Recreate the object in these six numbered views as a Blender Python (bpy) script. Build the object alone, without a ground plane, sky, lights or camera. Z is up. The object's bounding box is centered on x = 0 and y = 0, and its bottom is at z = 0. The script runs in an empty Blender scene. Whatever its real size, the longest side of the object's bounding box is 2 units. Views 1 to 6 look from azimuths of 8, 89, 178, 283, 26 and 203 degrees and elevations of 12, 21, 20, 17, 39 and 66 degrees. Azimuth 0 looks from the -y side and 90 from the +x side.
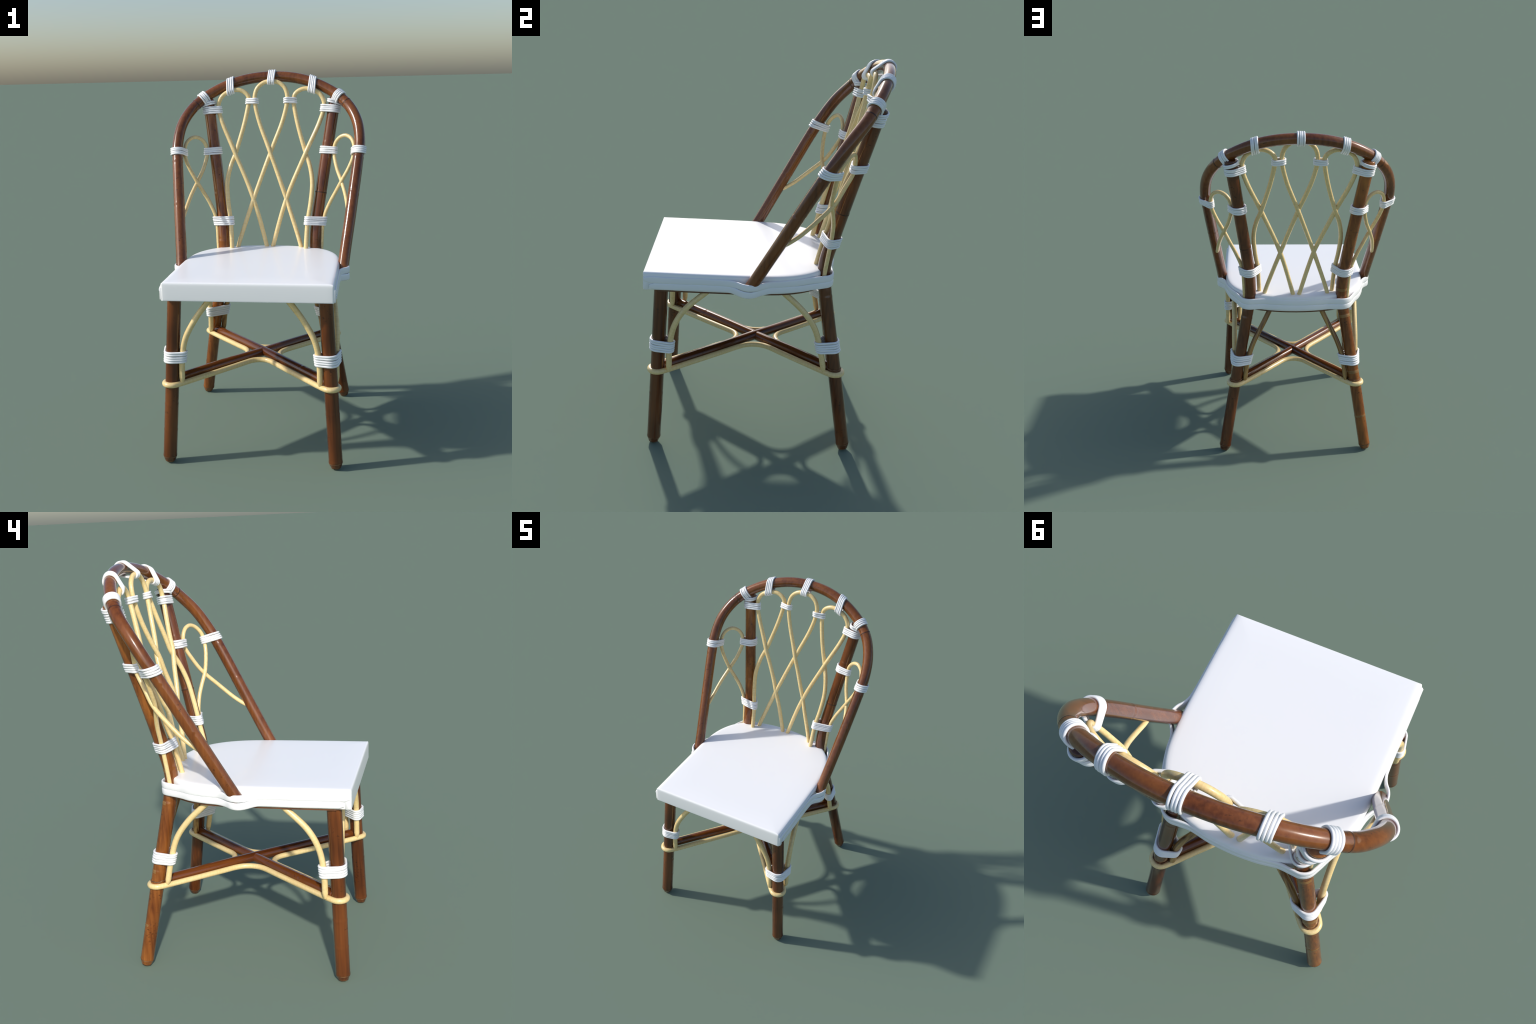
"""Rattan bistro chair: bent bamboo poles, a cane lattice back, cord bindings and a white seat."""
import bpy, bmesh, math, random
from mathutils import Vector, Matrix, noise as mnoise

random.seed(11)
V = Vector

# ------------------------------------------------------------------ materials
def new_mat(name):
    m = bpy.data.materials.new(name)
    m.use_nodes = True
    nt = m.node_tree
    return m, nt, nt.nodes["Principled BSDF"]

def node(nt, kind, **kw):
    n = nt.nodes.new(kind)
    for k, v in kw.items():
        if k in n.inputs:
            n.inputs[k].default_value = v
        else:
            setattr(n, k, v)
    return n

def ramp(nt, fac, stops):
    r = nt.nodes.new("ShaderNodeValToRGB")
    els = r.color_ramp.elements
    els[0].position, els[0].color = stops[0][0], (*stops[0][1], 1)
    els[1].position, els[1].color = stops[1][0], (*stops[1][1], 1)
    for p, c in stops[2:]:
        e = els.new(p)
        e.color = (*c, 1)
    nt.links.new(fac, r.inputs["Fac"])
    return r

def mapped_noise(nt, scale, stretch, detail=3.0, offset=None):
    """3D noise on object coordinates, stretched per axis, shifted per object."""
    tc = nt.nodes.new("ShaderNodeTexCoord")
    info = nt.nodes.new("ShaderNodeObjectInfo")
    mp = nt.nodes.new("ShaderNodeMapping")
    mp.inputs["Scale"].default_value = stretch
    mul = nt.nodes.new("ShaderNodeMath"); mul.operation = "MULTIPLY"
    mul.inputs[1].default_value = 37.0 + (offset or 0)
    comb = nt.nodes.new("ShaderNodeCombineXYZ")
    nt.links.new(info.outputs["Random"], mul.inputs[0])
    for a in "XYZ":
        nt.links.new(mul.outputs[0], comb.inputs[a])
    nt.links.new(tc.outputs["Object"], mp.inputs["Vector"])
    nt.links.new(comb.outputs[0], mp.inputs["Location"])
    n = nt.nodes.new("ShaderNodeTexNoise")
    n.inputs["Scale"].default_value = scale
    n.inputs["Detail"].default_value = detail
    nt.links.new(mp.outputs[0], n.inputs["Vector"])
    return n

def mix(nt, fac, a, b, mode="MIX"):
    m = nt.nodes.new("ShaderNodeMix")
    m.data_type = "RGBA"
    m.blend_type = mode
    for sock, val in ((m.inputs["Factor"], fac), (m.inputs[6], a), (m.inputs[7], b)):
        if isinstance(val, (int, float)):
            sock.default_value = val
        elif isinstance(val, tuple):
            sock.default_value = (*val, 1)
        else:
            nt.links.new(val, sock)
    return m.outputs[2]

def bump(nt, bsdf, height, strength, dist):
    b = nt.nodes.new("ShaderNodeBump")
    b.inputs["Strength"].default_value = strength
    b.inputs["Distance"].default_value = dist
    nt.links.new(height, b.inputs["Height"])
    nt.links.new(b.outputs[0], bsdf.inputs["Normal"])

def bamboo_material(name, dark, mid, light):
    """Varnished bamboo: long streaks along the pole, broad warm patches, small dark flecks."""
    m, nt, b = new_mat(name)
    streak = mapped_noise(nt, 1.0, (70, 70, 3.5), 4)
    patch = mapped_noise(nt, 1.0, (4, 4, 2.6), 2, 9)
    fleck = mapped_noise(nt, 1.0, (60, 60, 110), 2, 21)
    fleck_area = mapped_noise(nt, 1.0, (9, 9, 7), 1, 5)
    c1 = ramp(nt, streak.outputs["Fac"], [(0.30, dark), (0.72, mid)])
    c2 = ramp(nt, streak.outputs["Fac"], [(0.25, mid), (0.75, light)])
    pm = ramp(nt, patch.outputs["Fac"], [(0.40, (0, 0, 0)), (0.62, (1, 1, 1))])
    col = mix(nt, pm.outputs["Color"], c1.outputs["Color"], c2.outputs["Color"])
    fm = ramp(nt, fleck.outputs["Fac"], [(0.61, (0, 0, 0)), (0.70, (1, 1, 1))])
    fa = ramp(nt, fleck_area.outputs["Fac"], [(0.52, (0, 0, 0)), (0.64, (0.7, 0.7, 0.7))])
    fac = mix(nt, 1.0, fm.outputs["Color"], fa.outputs["Color"], "MULTIPLY")
    col = mix(nt, fac, col, (0.022, 0.008, 0.004))
    nt.links.new(col, b.inputs["Base Color"])
    b.inputs["Roughness"].default_value = 0.24
    b.inputs["Specular IOR Level"].default_value = 0.28
    b.inputs["Coat Weight"].default_value = 0.7
    b.inputs["Coat Roughness"].default_value = 0.035
    bump(nt, b, streak.outputs["Fac"], 0.05, 0.002)
    return m

def cane_material(name, pale, deep, dark_streak=None):
    """Peeled rattan: pale straw, faint lengthwise streaks and fine cross rings."""
    m, nt, b = new_mat(name)
    streak = mapped_noise(nt, 1.0, (120, 120, 5), 3)
    ring = mapped_noise(nt, 1.0, (6, 6, 260), 2, 4)
    c = ramp(nt, streak.outputs["Fac"], [(0.3, deep), (0.65, pale)])
    rm = ramp(nt, ring.outputs["Fac"], [(0.35, (0.86, 0.83, 0.78)), (0.6, (1, 1, 1))])
    col = mix(nt, 0.55, c.outputs["Color"], rm.outputs["Color"], "MULTIPLY")
    if dark_streak:
        st = mapped_noise(nt, 1.0, (85, 85, 2.0), 2, 14)
        sm = ramp(nt, st.outputs["Fac"], [(0.34, (1, 1, 1)), (0.58, (0, 0, 0))])
        col = mix(nt, sm.outputs["Color"], col, dark_streak)
    nt.links.new(col, b.inputs["Base Color"])
    b.inputs["Roughness"].default_value = 0.38
    b.inputs["Coat Weight"].default_value = 0.3
    b.inputs["Coat Roughness"].default_value = 0.15
    bump(nt, b, ring.outputs["Fac"], 0.12, 0.001)
    return m

def plain_material(name, a, bcol, rough, coat=0.0, scale=6.0, bump_s=0.0, bump_scale=60.0):
    m, nt, b = new_mat(name)
    n = mapped_noise(nt, scale, (1, 1, 1), 2)
    c = ramp(nt, n.outputs["Fac"], [(0.3, a), (0.7, bcol)])
    nt.links.new(c.outputs["Color"], b.inputs["Base Color"])
    b.inputs["Roughness"].default_value = rough
    b.inputs["Coat Weight"].default_value = coat
    if bump_s:
        g = mapped_noise(nt, bump_scale, (1, 1, 1), 3)
        bump(nt, b, g.outputs["Fac"], bump_s, 0.002)
    return m

BAMBOO = bamboo_material("dark_varnished_bamboo", (0.055, 0.0140, 0.0034), (0.125, 0.0345, 0.0075), (0.190, 0.058, 0.0125))
BAMBOO_LIGHT = bamboo_material("light_varnished_bamboo", (0.092, 0.0255, 0.0060), (0.175, 0.052, 0.0115), (0.240, 0.080, 0.0180))
BAMBOO_WARM = bamboo_material("warm_varnished_bamboo", (0.110, 0.028, 0.0055), (0.240, 0.076, 0.0140), (0.380, 0.138, 0.0270))
NODE_DARK = plain_material("dark_bamboo_node", (0.030, 0.010, 0.004), (0.070, 0.022, 0.008), 0.45)
NODE_PALE = plain_material("pale_bamboo_node", (0.20, 0.095, 0.025), (0.30, 0.15, 0.045), 0.4, 0.3, 40)
CUT_END = plain_material("sawn_bamboo_end", (0.10, 0.040, 0.014), (0.22, 0.105, 0.042), 0.6, 0.0, 40, 0.5, 120)
CANE = cane_material("straw_rattan", (0.905, 0.705, 0.350), (0.845, 0.625, 0.275))
CANE_BROWN = cane_material("brown_rattan", (0.56, 0.34, 0.11), (0.38, 0.20, 0.055), (0.13, 0.048, 0.014))
CANE_STREAKED = cane_material("streaked_rattan", (0.90, 0.71, 0.36), (0.78, 0.56, 0.23), (0.42, 0.21, 0.06))
CORD = plain_material("white_cord", (0.90, 0.91, 0.92), (0.92, 0.925, 0.93), 0.42, 0.15, 20, 0.08, 200)
SEAT_WHITE = plain_material("white_seat_cover", (0.965, 0.965, 0.97), (0.97, 0.97, 0.975), 0.36, 0.15, 4, 0.04, 180)
BAND_WHITE = plain_material("white_band", (0.925, 0.93, 0.94), (0.94, 0.945, 0.95), 0.4, 0.15, 8, 0.05, 60)
BOARD = plain_material("brown_seat_board", (0.10, 0.040, 0.016), (0.16, 0.065, 0.025), 0.5, 0.1, 14)

# ------------------------------------------------------------------ scene tree
ROOT = bpy.data.objects.new("rattan_chair", None)
bpy.context.scene.collection.objects.link(ROOT)
ROOT.location = (0.0018, 0, 0)
ROOT["label"] = "brown bamboo chair with cane lattice back and white seat"
ROOT["category"] = "chair"

def mesh_object(name, verts, faces, mats, face_mats=None, parent=None, smooth=True, frame=None):
    """Mesh from world-space vertices; `frame` (a rotation + origin) becomes the object's own axes."""
    M = frame or Matrix.Identity(4)
    inv = M.inverted()
    me = bpy.data.meshes.new(name)
    me.from_pydata([inv @ V(v) for v in verts], [], faces)
    for mt in mats:
        me.materials.append(mt)
    if face_mats:
        for p, i in zip(me.polygons, face_mats):
            p.material_index = i
    if smooth:
        me.shade_smooth()
        me.set_sharp_from_angle(angle=math.radians(50))
    me.validate()
    bm = bmesh.new()
    bm.from_mesh(me)
    bmesh.ops.remove_doubles(bm, verts=bm.verts, dist=1e-5)
    bm.to_mesh(me)
    bm.free()
    o = bpy.data.objects.new(name, me)
    bpy.context.scene.collection.objects.link(o)
    o.parent = parent or ROOT
    base = (parent.matrix_local if parent else Matrix.Identity(4))
    o.matrix_local = base.inverted() @ M
    return o

# ------------------------------------------------------------------ curves
def spline(pts, step, closed=False):
    """Centripetal Catmull-Rom through the control points, resampled evenly."""
    P = [V(p) for p in pts]
    n = len(P)
    out = []
    segs = n if closed else n - 1
    for i in range(segs):
        p1, p2 = P[i], P[(i + 1) % n]
        p0 = P[i - 1] if (closed or i > 0) else p1 * 2 - p2
        p3 = P[(i + 2) % n] if (closed or i + 2 < n) else p2 * 2 - p1
        t = [0.0]
        for a, b in ((p0, p1), (p1, p2), (p2, p3)):
            t.append(t[-1] + max((b - a).length, 1e-6) ** 0.5)
        for k in range(24):
            u = t[1] + (t[2] - t[1]) * k / 24
            def L(a, b, ta, tb):
                return a * ((tb - u) / (tb - ta)) + b * ((u - ta) / (tb - ta))
            a1, a2, a3 = L(p0, p1, t[0], t[1]), L(p1, p2, t[1], t[2]), L(p2, p3, t[2], t[3])
            b1, b2 = L(a1, a2, t[0], t[2]), L(a2, a3, t[1], t[3])
            out.append(L(b1, b2, t[1], t[2]))
    if not closed:
        out.append(P[-1])
    return resample(out, step, closed)

def resample(pts, step, closed=False):
    if closed:
        pts = pts + [pts[0]]
    d = [0.0]
    for a, b in zip(pts, pts[1:]):
        d.append(d[-1] + (b - a).length)
    n = max(2, round(d[-1] / step))
    res, j = [], 0
    for i in range(n + (0 if closed else 1)):
        s = d[-1] * i / n
        while j < len(d) - 2 and d[j + 1] < s:
            j += 1
        f = (s - d[j]) / max(d[j + 1] - d[j], 1e-9)
        res.append(pts[j].lerp(pts[j + 1], f))
    return res

def frames(path, closed=False):
    """Rotation-minimising frames along a polyline."""
    n = len(path)
    T = []
    for i in range(n):
        a = path[i - 1] if (closed or i > 0) else path[0]
        b = path[(i + 1) % n] if (closed or i < n - 1) else path[-1]
        T.append((b - a).normalized())
    ref = V((0, 1, 0)) if abs(T[0].y) < 0.8 else V((1, 0, 0))
    N = [(ref - T[0] * ref.dot(T[0])).normalized()]
    for i in range(1, n):
        q = T[i - 1].rotation_difference(T[i])
        v = q @ N[-1]
        N.append((v - T[i] * v.dot(T[i])).normalized())
    if closed:                                    # spread the leftover twist
        q = T[-1].rotation_difference(T[0])
        v = q @ N[-1]
        ang = math.atan2(T[0].dot(v.cross(N[0])), v.dot(N[0]))
        N = [Matrix.Rotation(ang * i / n, 3, T[i]) @ N[i] for i in range(n)]
    return [(t, nn, t.cross(nn)) for t, nn in zip(T, N)]

def tube_geo(path, radius, sides, closed=False, ends=(0.25, 0.25)):
    """Sweep of a circle; `radius` is a number or a function of arc length s. Returns verts, faces, row per face."""
    fr = frames(path, closed)
    s = [0.0]
    for a, b in zip(path, path[1:]):
        s.append(s[-1] + (b - a).length)
    rf = radius if callable(radius) else (lambda _s, _a: radius)
    rows = []
    for p, (t, nn, bb), si in zip(path, fr, s):
        rows.append([p + (nn * math.cos(a) + bb * math.sin(a)) * rf(si, a)
                     for a in (2 * math.pi * k / sides for k in range(sides))])
    svals = list(s)
    if not closed:                                # softly rounded ends
        for end, idx in ((ends[0], 0), (ends[1], -1)):
            p, (t, nn, bb) = path[idx], fr[idx]
            sg = -1 if idx == 0 else 1
            r0 = rf(s[idx], 0.0)
            extra = []
            for f in (0.5, 0.85, 1.0):
                k = math.sqrt(max(0, 1 - f * f)) * 0.45 + 0.55
                extra.append([p + t * (sg * end * r0 * f) + (q - p) * k for q in rows[idx]])
            if idx == 0:
                rows = extra[::-1] + rows
                svals = [s[0]] * 3 + svals
            else:
                rows += extra
                svals += [s[-1]] * 3
    verts = [v for r in rows for v in r]
    faces, srow = [], []
    m = len(rows)
    for i in range(m if closed else m - 1):
        j = (i + 1) % m
        for k in range(sides):
            l = (k + 1) % sides
            faces.append((i * sides + k, i * sides + l, j * sides + l, j * sides + k))
            srow.append((svals[i] + svals[j]) / 2 if j > i else svals[i])
    if not closed:
        faces.append(tuple(range(sides))[::-1]); srow.append(svals[0])
        faces.append(tuple((m - 1) * sides + k for k in range(sides))); srow.append(svals[-1])
    return verts, faces, srow

def chord_frame(path):
    z = (path[-1] - path[0])
    q = V((0, 0, 1)).rotation_difference(z.normalized()) if z.length > 0.05 else None
    M = q.to_matrix().to_4x4() if q else Matrix.Identity(4)
    M.translation = path[0]
    return M

def pole(name, ctrl, r, nodes=(), mat=BAMBOO, taper=0.0, foot=False, axis=True, seed=0, parent=None):
    """Bamboo pole with swollen nodes. nodes: (fraction of length, 'dark' | 'pale' | 'plain')."""
    path = spline(ctrl, 0.006)
    total = sum((b - a).length for a, b in zip(path, path[1:]))
    marks = [(f * total, kind) for f, kind in nodes]

    def rad(s, a):
        x = r * (1 - taper * s / total)
        x *= 1 + 0.022 * mnoise.noise(V((math.cos(a) * 0.7 + seed, math.sin(a) * 0.7, s * 5)))
        for m, _k in marks:
            x += 0.0007 * math.exp(-((s - m) / 0.007) ** 2) - 0.0006 * math.exp(-((s - m - 0.012) / 0.006) ** 2)
        if foot:                                  # worn, rounded foot
            if s < 0.028:
                x *= 0.68 + 0.32 * (s / 0.028) ** 0.9 + 0.06 * mnoise.noise(V((math.cos(a) * 2, math.sin(a) * 2 + seed, s * 60)))
            x += 0.0016 * math.exp(-((s - 0.033) / 0.004) ** 2)
        return x
    verts, faces, srow = tube_geo(path, rad, 28, ends=(0.04 if foot else 0.2, 0.25))
    mats = [mat, NODE_DARK, NODE_PALE, CUT_END]
    fm = []
    for s, f in zip(srow, faces):
        i = 0
        for m, k in marks:
            if abs(s - m) < 0.0032 and k == "dark": i = 1
            if abs(s - m) < 0.0075 and k == "pale" and verts[f[0]].y > path[min(int(s / 0.006), len(path) - 1)].y + 0.3 * r: i = 2
        if foot and (s < 0.006 or 0.024 < s < 0.030): i = 3
        fm.append(i)
    return mesh_object(name, verts, faces, mats, fm, parent, frame=chord_frame(path) if axis else None)

def cane(name, ctrl, r, mat=CANE, seed=0, ends=(0.3, 0.3), closed=False, parent=None, raw=False, tip=False):
    path = ctrl if raw else spline(ctrl, 0.006, closed)
    def rad(s, a):
        pare = 0.58 + 0.42 * min(1.0, s / 0.026) ** 0.6 if tip else 1.0   # whittled lower end
        return r * pare * (1 + 0.035 * mnoise.noise(V((seed * 3.1, 0.3, s * 9))) + 0.012 * mnoise.noise(V((seed, 5.0, s * 160))))
    verts, faces, _ = tube_geo(path, (lambda s, a: r) if closed else rad, 14, closed, ends)
    return mesh_object(name, verts, faces, [mat], None, parent, frame=None if closed else chord_frame(path))

def mx(p):
    return (-p[0], p[1], p[2])

def both(fn):
    """Call fn(side, mirror) for the right (+x) and the left (-x) half."""
    fn(1, lambda pts: [V(p) for p in pts])
    fn(-1, lambda pts: [V(mx(p)) for p in pts])

# ------------------------------------------------------------------ cord bindings
CORD_R = 0.0055

def hull2d(pts):
    pts = sorted(set((round(a, 6), round(b, 6)) for a, b in pts))
    def half(seq):
        h = []
        for p in seq:
            while len(h) > 1 and (h[-1][0] - h[-2][0]) * (p[1] - h[-2][1]) - (h[-1][1] - h[-2][1]) * (p[0] - h[-2][0]) <= 0:
                h.pop()
            h.append(p)
        return h[:-1]
    return half(pts) + half(pts[::-1])

def binding(items, normal, turns, rope=CORD_R, seed=0, pitch=2.0, tilt=0.0, name="cord_binding"):
    """Cord wound `turns` times round a bundle. items: (point on axis, axis direction, radius)."""
    rnd = random.Random(seed)
    n = V(normal).normalized()
    o = sum((V(p) for p, _d, _r in items), V()) / len(items)
    ax = (V((0, 0, 1)) if abs(n.z) < 0.8 else V((1, 0, 0)))
    u = (ax - n * ax.dot(n)).normalized()
    w = n.cross(u)
    verts, faces = [], []
    for k in range(turns):
        off = (k - (turns - 1) / 2) * rope * pitch
        c0 = o + n * off
        cloud = []
        for p, d, r in items:
            p, d = V(p), V(d).normalized()
            q = p + d * ((c0 - p).dot(n) / d.dot(n))       # where this member crosses the turn's plane
            x, y = (q - c0).dot(u), (q - c0).dot(w)
            rr = r + rope * 0.86 + rnd.uniform(-0.0004, 0.0006)
            cloud += [(x + rr * math.cos(t), y + rr * math.sin(t)) for t in (2 * math.pi * i / 40 for i in range(40))]
        h = hull2d(cloud)
        ph = rnd.uniform(0, 6.28)
        loop = []
        for x, y in h:
            a = math.atan2(y, x)
            loop.append(c0 + u * x + w * y + n * (0.0010 * math.sin(a + ph) + tilt * x))
        loop = resample(loop, 0.006, True)
        v, f, _ = tube_geo(loop, rope, 10, closed=True)
        b = len(verts)
        verts += v
        faces += [tuple(i + b for i in q) for q in f]
    return mesh_object(name, verts, faces, [CORD])

def at_height(path, z):
    """Point and direction where a roughly upright polyline passes height z."""
    for a, b in zip(path, path[1:]):
        if (a.z - z) * (b.z - z) <= 0 and a.z != b.z:
            return a.lerp(b, (z - a.z) / (b.z - a.z)), (b - a).normalized()
    raise ValueError(z)

# ------------------------------------------------------------------ main poles
R_LEG, R_POST, R_ARCH, R_CANE = 0.0358, 0.0345, 0.0310, 0.0125

FRONT_LEG = [(0.4325, -0.5555, 0.0052), (0.4070, -0.5375, 0.430), (0.3825, -0.5195, 0.872)]
BACK_POST = [(0.4330, 0.4570, 0.0055), (0.3610, 0.3840, 0.440), (0.2890, 0.3130, 0.850), (0.2730, 0.3000, 0.940),
             (0.2725, 0.3060, 1.020), (0.2790, 0.3320, 1.130), (0.3060, 0.3780, 1.330), (0.3340, 0.4270, 1.530), (0.3690, 0.4850, 1.770),
             (0.3760, 0.4970, 1.822)]
HALF_ARCH = [(0.4470, -0.0760, 0.918), (0.4500, -0.0530, 0.957), (0.4880, 0.1030, 1.245), (0.5190, 0.2380, 1.495),
             (0.5270, 0.2910, 1.585), (0.5120, 0.3595, 1.690), (0.4670, 0.4270, 1.775), (0.4010, 0.4735, 1.838),
             (0.3300, 0.5070, 1.882), (0.2480, 0.5340, 1.918), (0.1300, 0.5590, 1.948), (0.0, 0.5680, 1.958)]
ARCH = HALF_ARCH + [mx(p) for p in HALF_ARCH[-2::-1]]
arch_path = spline(ARCH, 0.004)

pole("back_arch", ARCH, R_ARCH, [(0.338, "dark"), (0.660, "dark"), (0.145, "plain"), (0.875, "plain"), (0.215, "plain"), (0.79, "plain")], BAMBOO_LIGHT, axis=False, seed=3)
post_nodes = {1: [(0.45, "plain"), (0.53, "plain"), (0.705, "dark"), (0.86, "plain"), (0.225, "plain")],
              -1: [(0.115, "pale"), (0.268, "pale"), (0.457, "pale"), (0.550, "pale"), (0.70, "plain")]}
leg_nodes = {1: [(0.33, "plain"), (0.62, "plain")], -1: [(0.36, "plain"), (0.20, "plain")]}

def front(side, m):
    pole("front_leg", m(FRONT_LEG), R_LEG, leg_nodes[side], BAMBOO, foot=True, seed=7 * side)
def back(side, m):
    pole("back_leg", m(BACK_POST), R_POST, post_nodes[side], BAMBOO if side > 0 else BAMBOO_WARM, foot=True, seed=5 * side)
both(front)
both(back)

# ------------------------------------------------------------------ crossed stretchers
CENTRE = V((0, -0.036, 0.440))
for sx in (1, -1):
    a = V((sx * 0.398, -0.512, 0.438))
    b = V((-sx * 0.345, 0.368, 0.438))
    pole("stretcher", [a, V((sx * 0.2, -0.034 - 0.239, 0.4395)), CENTRE + V((0, 0, 0.0015 * sx)), V((-sx * 0.172, 0.167, 0.4395)), b], 0.0265,
         [(0.2, "plain")], BAMBOO, seed=20 + sx)

# one endless cane round all four legs, dipping to the centre between each pair
R_STAR = 0.0145
def leg_at(ctrl, z):
    return at_height(spline(ctrl, 0.01), z)[0]
corners = []
for ctrl, sx in ((FRONT_LEG, 1), (BACK_POST, 1), (BACK_POST, -1), (FRONT_LEG, -1)):
    p = leg_at(ctrl, 0.427)
    corners.append(V((sx * p.x, p.y, 0.427)))
apex_reach = [0.091, 0.112, 0.091, 0.108]            # how near the cane comes to the centre: right, back, left, front
star = []
RING = R_LEG + 0.0025
OFF = 0.0405                                        # cane axis beside the stretcher axis
arms = []
for leg in corners:
    d = leg - CENTRE
    d.z = 0
    arms.append(d.normalized())
for i, leg in enumerate(corners):
    d, d2 = arms[i], arms[(i + 1) % 4]
    n = V((d.y, -d.x, 0))                           # side reached first when walking round
    arm = lambda f, off, z: CENTRE.lerp(leg, f).xy.to_3d() + n * off + V((0, 0, z))
    star += [arm(0.40, OFF, 0.4270), arm(0.70, OFF, 0.4265)]
    for ang in (75, 50, 25, 0, -25, -50, -75):
        a = math.radians(ang)
        star.append(leg + n * (RING * math.sin(a)) + d * (RING * math.cos(a)))
    star += [arm(0.70, -OFF, 0.4265), arm(0.40, -OFF, 0.4270)]
    bis = (d + d2).normalized()                     # round bend between this arm and the next
    half_angle = math.acos(max(-1, min(1, d.dot(d2)))) / 2
    sn = math.sin(half_angle)
    rho = (apex_reach[i] * sn - OFF) / (1 - sn)
    mid = CENTRE.xy.to_3d() + bis * (apex_reach[i] + rho)
    sweep = math.pi / 2 - half_angle
    across = V((-bis.y, bis.x, 0))
    for k in (-0.85, -0.45, 0.0, 0.45, 0.85):
        a = sweep * k
        star.append(mid - bis * (rho * math.cos(a)) + across * (rho * math.sin(a)) + V((0, 0, 0.4275)))
cane("stretcher_cane", star, R_STAR, CANE, closed=True)

# torn bark left standing above the cane ring on the back legs
def bark(side, m):
    p, d = at_height(spline(m(BACK_POST), 0.006), 0.450)
    loop = []
    for k in range(48):
        a = 2 * math.pi * k / 48
        rr = R_POST + 0.0015 + 0.0025 * mnoise.noise(V((math.cos(a) * 3, math.sin(a) * 3, side)))
        loop.append(p + V((math.cos(a) * rr, math.sin(a) * rr, 0.005 * mnoise.noise(V((math.cos(a) * 2.5 + 9, math.sin(a) * 2.5, side))))))
    v, f, _ = tube_geo(resample(loop, 0.004, True), lambda s, a: 0.0032 + 0.0012 * mnoise.noise(V((s * 60, side, math.cos(a)))), 8, closed=True)
    mesh_object("bark_collar", v, f, [CUT_END])
both(bark)

# ------------------------------------------------------------------ arched braces under the seat
R_BRACE = 0.0152
FRONT_BRACE = [(0.3530, -0.5440, 0.436), (0.3490, -0.5430, 0.560), (0.3290, -0.5430, 0.665), (0.2740, -0.5400, 0.770), (0.1890, -0.5350, 0.885)]
SIDE_BRACE_FRONT = [(0.4320, -0.4760, 0.436), (0.4310, -0.4700, 0.585), (0.4320, -0.4480, 0.690), (0.4230, -0.3980, 0.775), (0.4020, -0.2750, 0.884)]
SIDE_BRACE_BACK = [(0.3750, 0.3280, 0.436), (0.3690, 0.3020, 0.560), (0.3690, 0.2640, 0.680), (0.3690, 0.2020, 0.770), (0.3740, 0.0830, 0.884)]
BACK_BRACE = [(0.3080, 0.3820, 0.436), (0.2870, 0.3640, 0.570), (0.2500, 0.3440, 0.680), (0.1930, 0.3180, 0.790), (0.1440, 0.2920, 0.886)]
brace_paths = {}
def braces(side, m):
    for key, ctrl, mat in (("f", FRONT_BRACE, CANE), ("sf", SIDE_BRACE_FRONT, CANE), ("sb", SIDE_BRACE_BACK, CANE), ("b", BACK_BRACE, CANE_BROWN)):
        c = m(ctrl)
        cane("brace", c, R_BRACE, mat, seed=len(brace_paths) + 1, ends=(0.7, 0.3), tip=True)
        brace_paths[side, key] = spline(c, 0.006)
both(braces)

# ------------------------------------------------------------------ lattice of the back
def weave(pts, first, second):
    """One cane bent into a loop: its two legs pass in front of (-) or behind (+) neighbours at the listed heights."""
    path = spline(pts, 0.006)
    crown = max(range(len(path)), key=lambda i: path[i].z)
    out = []
    for i, p in enumerate(path):
        marks = first if i < crown else second
        dy = sum(s * 0.0062 * math.exp(-((p.z - z) / 0.055) ** 2) for z, s in marks)
        out.append(p + V((0, dy, 0)))
    return out[:crown + 1], out[crown:]

CENTRE_LOOP = [(0.190, 0.290, 0.950), (0.187, 0.299, 0.975), (0.097, 0.357, 1.250), (0.0, 0.417, 1.518), (-0.070, 0.463, 1.700), (-0.0945, 0.483, 1.800),
               (-0.0970, 0.490, 1.846), (-0.0810, 0.498, 1.893), (-0.0440, 0.502, 1.923), (0.0, 0.503, 1.931), (0.0440, 0.502, 1.923), (0.0810, 0.498, 1.893),
               (0.0970, 0.490, 1.846), (0.0945, 0.483, 1.800), (0.070, 0.463, 1.700), (0.0, 0.417, 1.518), (-0.097, 0.357, 1.250), (-0.187, 0.299, 0.975), (-0.190, 0.290, 0.950)]
left, right = weave(CENTRE_LOOP, [(1.518, -1), (1.25, 1)], [(1.518, 1), (1.25, -1)])
cane("lattice_cane", left + right[1:], R_CANE, seed=31, raw=True)

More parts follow.
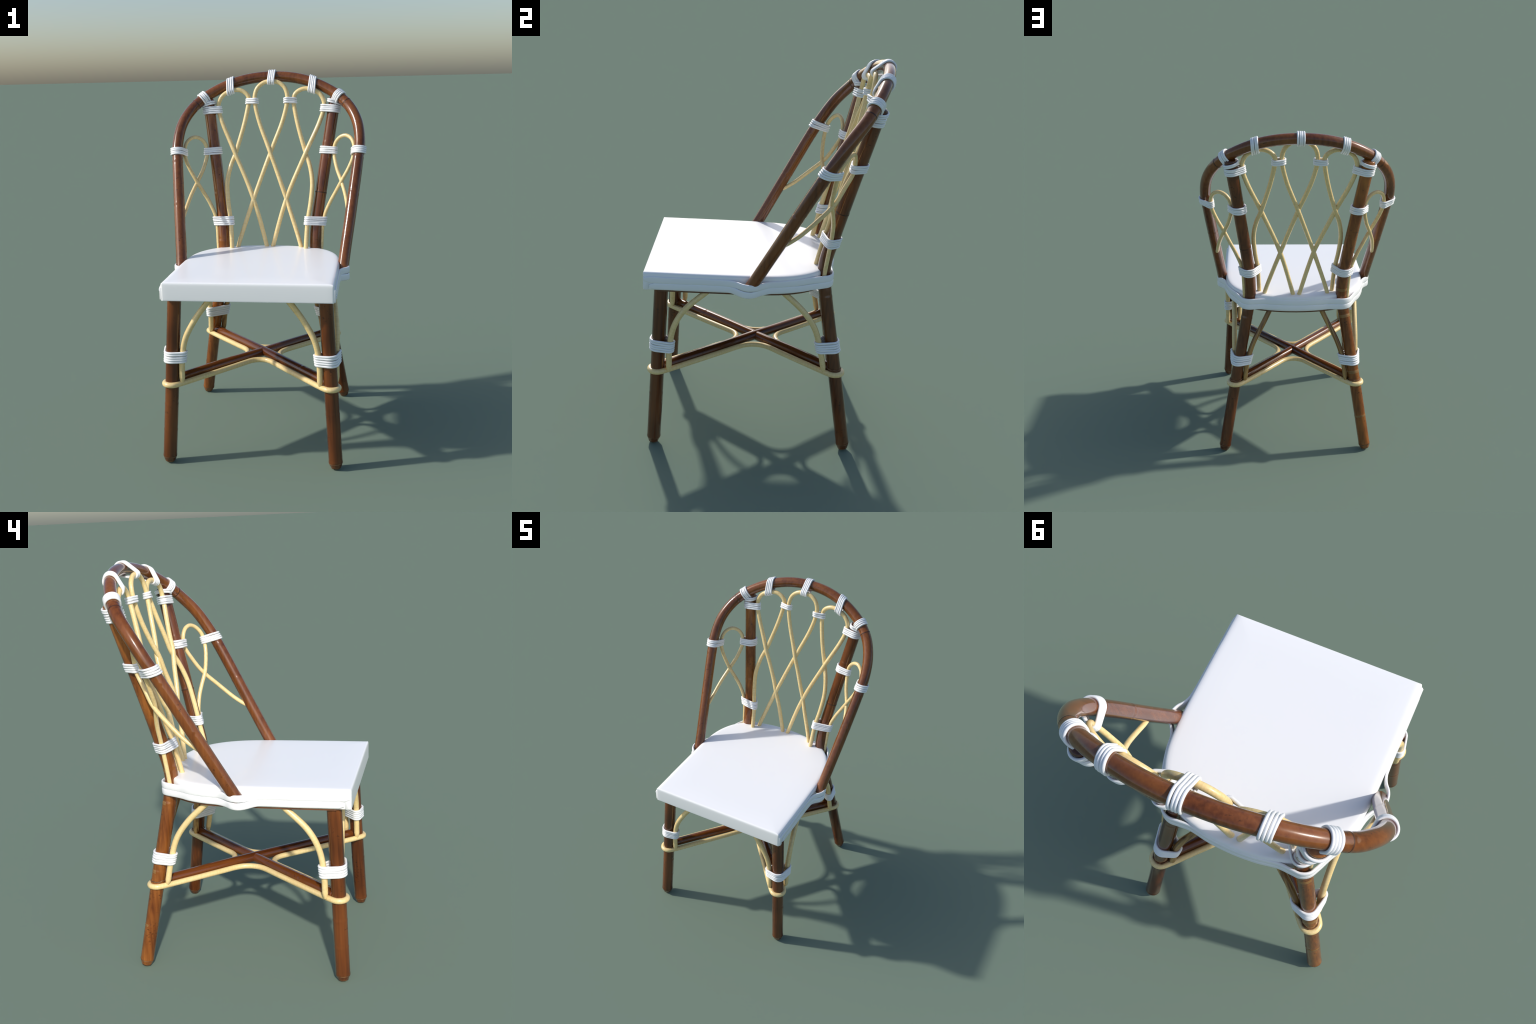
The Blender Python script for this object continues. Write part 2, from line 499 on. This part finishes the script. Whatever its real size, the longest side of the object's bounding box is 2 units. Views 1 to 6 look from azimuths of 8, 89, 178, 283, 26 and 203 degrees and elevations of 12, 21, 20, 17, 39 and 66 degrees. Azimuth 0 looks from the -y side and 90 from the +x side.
SIDE_LOOP = [(0.2160, 0.255, 0.945), (0.2180, 0.262, 0.978), (0.2270, 0.294, 1.128), (0.2440, 0.322, 1.240), (0.2510, 0.352, 1.350), (0.2360, 0.384, 1.440), (0.2090, 0.412, 1.515),
             (0.1600, 0.458, 1.680), (0.1370, 0.487, 1.790), (0.1320, 0.497, 1.826), (0.1440, 0.501, 1.856), (0.1720, 0.502, 1.877), (0.2080, 0.499, 1.885),
             (0.2540, 0.491, 1.875), (0.2930, 0.485, 1.848), (0.3130, 0.481, 1.808), (0.3120, 0.473, 1.765), (0.2880, 0.457, 1.690),
             (0.2090, 0.412, 1.515), (0.0970, 0.357, 1.250), (0.0190, 0.321, 0.978), (0.0110, 0.313, 0.950)]
SIDE_HOOP = [(0.3040, 0.299, 0.925), (0.3070, 0.304, 0.985), (0.3190, 0.321, 1.140), (0.3530, 0.322, 1.230), (0.3900, 0.314, 1.300), (0.4250, 0.306, 1.365), (0.4680, 0.303, 1.445), (0.4920, 0.312, 1.510), (0.4935, 0.328, 1.565),
             (0.4760, 0.354, 1.602), (0.4440, 0.378, 1.617), (0.4080, 0.394, 1.603), (0.3820, 0.400, 1.565), (0.3770, 0.397, 1.515),
             (0.3930, 0.356, 1.435), (0.4220, 0.306, 1.362), (0.4480, 0.240, 1.290), (0.4650, 0.160, 1.215), (0.4700, 0.112, 1.180), (0.4740, 0.086, 1.164)]
lattice_paths = {}
def lattice(side, m):
    c = m(SIDE_LOOP)
    a, b = weave(c, [(1.515, 1)], [(1.515, -1), (1.25, 1 if side > 0 else -1)])
    p = a + b[1:]
    cane("lattice_cane", p, R_CANE * 1.03, seed=33 + side, raw=True)
    lattice_paths[side, "loop"] = (a, b)
    c = m(SIDE_HOOP)
    a, b = weave(c, [(1.362, -1)], [(1.362, 1)])
    cane("side_hoop", a + b[1:], R_CANE * 0.88, CANE, seed=41 + side, raw=True)
    lattice_paths[side, "hoop"] = (a, b)
both(lattice)

# ------------------------------------------------------------------ bindings
def nearest(path, p):
    i = min(range(1, len(path) - 1), key=lambda k: (path[k] - V(p)).length_squared)
    return path[i], (path[i + 1] - path[i - 1]).normalized()

UP = V((0, 0, 1))
loop_crowns = {0: V((0, 0.503, 1.931)), 1: V((0.241, 0.493, 1.878)), -1: V((-0.241, 0.493, 1.878))}

# crown of the arch: cord over the pole and round the top of each lattice loop
for k, px in ((0, 0.0), (1, 0.246), (-1, -0.246)):
    q, t = nearest(arch_path, (px, 0.535 + (0.033 if k == 0 else 0), 1.918 + (0.04 if k == 0 else 0)))
    crown = loop_crowns[k]
    d = (crown - q)
    nrm = (t - d.normalized() * t.dot(d.normalized())).normalized()
    binding([(q, t, R_ARCH), (crown, t, R_CANE)], nrm, 4, seed=50 + k)

def bindings(side, m):
    S = V((side, 1, 1))
    post = spline(m(BACK_POST), 0.006)
    leg = spline(m(FRONT_LEG), 0.006)
    la, lb = lattice_paths[side, "loop"]
    ha, hb = lattice_paths[side, "hoop"]
    # ties between neighbouring loops
    pa, da = at_height([p for p in la if p.z > 1.6], 1.816)
    centre_side = V((side * 0.0955, 0.485, 1.816))
    binding([(pa, da, R_CANE), (centre_side, UP, R_CANE)], V((0, 0.22, 1)), 3, rope=0.0058, seed=60 + side)
    # post head to the outermost loop, then two loose turns and the lashing over the arch
    p, d = at_height(post, 1.766)
    pb, db = at_height([q for q in lb if q.z > 1.6], 1.768)
    binding([(p, d, R_POST), (pb, db, R_CANE)], d + UP * 0.6, 4, seed=62 + side)
    p, d = at_height(post, 1.806)
    q, t = nearest(arch_path, (side * 0.401, 0.474, 1.839))
    binding([(p, d, R_POST + 0.002), (p + V((-side * 0.012, -0.02, 0)), d, R_POST * 0.6)], (d + V((side * 0.14, -0.10, 0))), 2, seed=64 + side)
    below = V((-side * 0.020, 0.012, -0.030))
    binding([(q, t, R_ARCH), (q + below, t, 0.016)], t, 4, seed=66 + side)
    # hoop to post, hoop to arch
    p, d = at_height(post, 1.530)
    h, e = at_height([v for v in hb if v.z > 1.45], 1.530)
    binding([(p, d, R_POST), (h, e, R_CANE * 0.88)], d + UP, 4, seed=68 + side)
    q, t = nearest(arch_path, (side * 0.5235, 0.262, 1.537))
    if t.z < 0: t = -t
    h, e = at_height([v for v in ha if v.z > 1.45], 1.536)
    binding([(q, t, R_ARCH), (h, e, R_CANE * 0.88)], t + UP * 0.9, 4, seed=70 + side)
    # post with the two canes that run down beside it
    p, d = at_height(post, 1.128)
    i1, e1 = at_height([v for v in la if v.z < 1.4], 1.128)
    i2, e2 = at_height([v for v in ha if v.z < 1.2], 1.128)
    binding([(p, d, R_POST), (i1, e1, R_CANE), (i2, e2, R_CANE)], d + UP, 5, rope=0.0053, seed=72 + side)
    # legs with their braces
    p, d = at_height(leg, 0.572)
    b1, e1 = at_height(brace_paths[side, "f"], 0.572)
    b2, e2 = at_height(brace_paths[side, "sf"], 0.572)
    binding([(p, d, R_LEG), (b1, e1, R_BRACE), (b2, e2, R_BRACE)], UP, 5, rope=0.0062, seed=74 + side)
    p, d = at_height(post, 0.572)
    b1, e1 = at_height(brace_paths[side, "b"], 0.572)
    b2, e2 = at_height(brace_paths[side, "sb"], 0.572)
    binding([(p, d, R_POST), (b1, e1, R_BRACE), (b2, e2, R_BRACE)], UP, 5, rope=0.0062, seed=76 + side)
both(bindings)

# ------------------------------------------------------------------ seat
Z_TOP, Z_BOTTOM = 0.9750, 0.8805
HALF_SEAT = [(0.430, -0.5980), (0.4315, -0.40), (0.4300, -0.15), (0.4265, -0.03), (0.4145, 0.080), (0.3895, 0.162),
             (0.3570, 0.221), (0.3120, 0.272), (0.2450, 0.318), (0.1600, 0.346), (0.0800, 0.360), (0.0, 0.364)]

def seat_outline(step=0.012):
    right = [p.xy for p in spline([(x, y, 0) for x, y in HALF_SEAT], step)]
    corner = [V((0.418 + 0.012 * math.sin(a), -0.594 - 0.012 * math.cos(a))) for a in (math.radians(t) for t in range(0, 90, 15))]
    front = [V((x, -0.606)) for x in (i * 0.418 / 20 for i in range(20))]
    half = front + corner + right[1:]
    return half + [V((-p.x, p.y)) for p in half[-2:0:-1]]

def inset(loop, dist):
    n = len(loop)
    out = []
    for i, p in enumerate(loop):
        a, b = loop[i - 1], loop[(i + 1) % n]
        t = (b - a).normalized()
        d = dist(p)
        if p.y < -0.45:                              # square front: slide in along both axes
            out.append(V((math.copysign(min(abs(p.x), 0.4305 - d), p.x), max(p.y, -0.606 + d * 0.32))))
        else:
            out.append(p + V((-t.y, t.x)) * d)
    return out

outline = seat_outline()
rings = []
for d, z in ((0.016, Z_BOTTOM), (0.004, Z_BOTTOM), (0.001, Z_BOTTOM + 0.002), (0.0, Z_BOTTOM + 0.006), (0.0, Z_TOP - 0.022), (0.001, Z_TOP - 0.013), (0.004, Z_TOP - 0.0065),
             (0.010, Z_TOP - 0.0028), (0.020, Z_TOP - 0.0008), (0.034, Z_TOP)):
    rings.append([(p.x, p.y, z) for p in inset(outline, lambda q: d)])
c0 = V((0, -0.1))
last = [V((x, y)) for x, y, _z in rings[-1]]
for f in (0.75, 0.5, 0.25):
    rings.append([(*(c0 + (p - c0) * f), Z_TOP) for p in last])
verts = [v for r in rings for v in r]
n = len(outline)
faces = []
for i in range(len(rings) - 1):
    for k in range(n):
        l = (k + 1) % n
        faces.append((i * n + k, i * n + l, (i + 1) * n + l, (i + 1) * n + k))
verts.append((0, -0.1, Z_TOP))
faces += [((len(rings) - 1) * n + k, (len(rings) - 1) * n + (k + 1) % n, len(verts) - 1) for k in range(n)]
faces.append(tuple(range(n))[::-1])
seat = mesh_object("seat", verts, faces, [SEAT_WHITE])

# thin brown board that shows as a line under the seat
board_loop = [V((p.x, max(p.y, -0.535))) for p in inset(outline, lambda q: 0.003)]
vb = [(p.x, p.y, z) for z in (0.8735, 0.8835) for p in board_loop]
fb = [(k, (k + 1) % n, n + (k + 1) % n, n + k) for k in range(n)] + [tuple(range(n))[::-1], tuple(range(n, 2 * n))]
mesh_object("seat_board", vb, fb, [BOARD], parent=seat)

# two flat bands round the sides and back, swelling out over the arch ends and the back posts
HALF_BAND = [(0.0, 0.3620), (0.100, 0.3565), (0.190, 0.3420), (0.242, 0.3440), (0.282, 0.3450), (0.314, 0.3280), (0.336, 0.2880), (0.359, 0.2330), (0.389, 0.1740),
             (0.4165, 0.0850), (0.4290, 0.0240), (0.446, -0.0120), (0.4690, -0.0450), (0.4780, -0.0800), (0.4690, -0.1130), (0.4490, -0.1410), (0.4375, -0.1680), (0.4335, -0.215), (0.4330, -0.42)]

def band(z_mid, height, front_y, dip, shift):
    half = [(x, y, 0) for x, y in HALF_BAND] + [(0.4325, front_y, 0)]
    half = [(x, y + (shift if -0.2 < y < 0.05 and x > 0.44 else 0), z) for x, y, z in half]
    path = spline([mx(p) for p in half[:0:-1]] + half, 0.008)
    t = 0.0062                                        # half thickness
    prof = []
    for a in range(0, 360, 20):                       # flat oval section
        ca, sa = math.cos(math.radians(a)), math.sin(math.radians(a))
        prof.append((t * math.copysign(abs(ca) ** 0.8, ca), height / 2 * math.copysign(abs(sa) ** 0.55, sa)))
    verts, faces = [], []
    m = len(prof)
    for i, p in enumerate(path):
        a, b = path[max(i - 1, 0)], path[min(i + 1, len(path) - 1)]
        d = (b - a).normalized()
        nrm = V((d.y, -d.x, 0))
        near = math.exp(-((p.y + 0.07) / 0.07) ** 2) if abs(p.x) > 0.42 else 0.0
        lift = 0.0035 * mnoise.noise(V((p.x * 5, p.y * 5, z_mid * 40)))
        e = min(i, len(path) - 1 - i)
        k = min(1.0, 0.45 + 0.2 * e)
        for u, w in prof:
            verts.append(p + nrm * u + V((0, 0, z_mid + w * k - dip * near + lift)))
    for i in range(len(path) - 1):
        for j in range(m):
            l = (j + 1) % m
            faces.append((i * m + j, i * m + l, (i + 1) * m + l, (i + 1) * m + j))
    faces += [tuple(range(m))[::-1], tuple((len(path) - 1) * m + j for j in range(m))]
    return mesh_object("seat_band", verts, faces, [BAND_WHITE], parent=seat)

band(0.9370, 0.0350, -0.6000, 0.004, 0.004)
band(0.9030, 0.0350, -0.5720, 0.009, -0.006)

# folded cover end at each front corner of the seat side
def tab(side, m):
    vs, fs = [], []
    prof = [(-0.6015, 0.886), (-0.6035, 0.892), (-0.6035, 0.944), (-0.6015, 0.949), (-0.580, 0.949), (-0.577, 0.945), (-0.577, 0.886), (-0.580, 0.882), (-0.598, 0.882)]
    for x in (0.424, 0.4335, 0.4350):
        k = 1.0 if x < 0.4345 else 0.90
        cy, cz = -0.5903, 0.9155
        vs += [V((side * x, cy + (y - cy) * k, cz + (z - cz) * (1 if k == 1 else 0.97))) for y, z in prof]
    q = len(prof)
    for i in range(2):
        fs += [(i * q + j, i * q + (j + 1) % q, (i + 1) * q + (j + 1) % q, (i + 1) * q + j) for j in range(q)]
    fs.append(tuple(2 * q + j for j in range(q)))
    mesh_object("cover_fold", vs, fs, [BAND_WHITE], parent=seat)
both(tab)
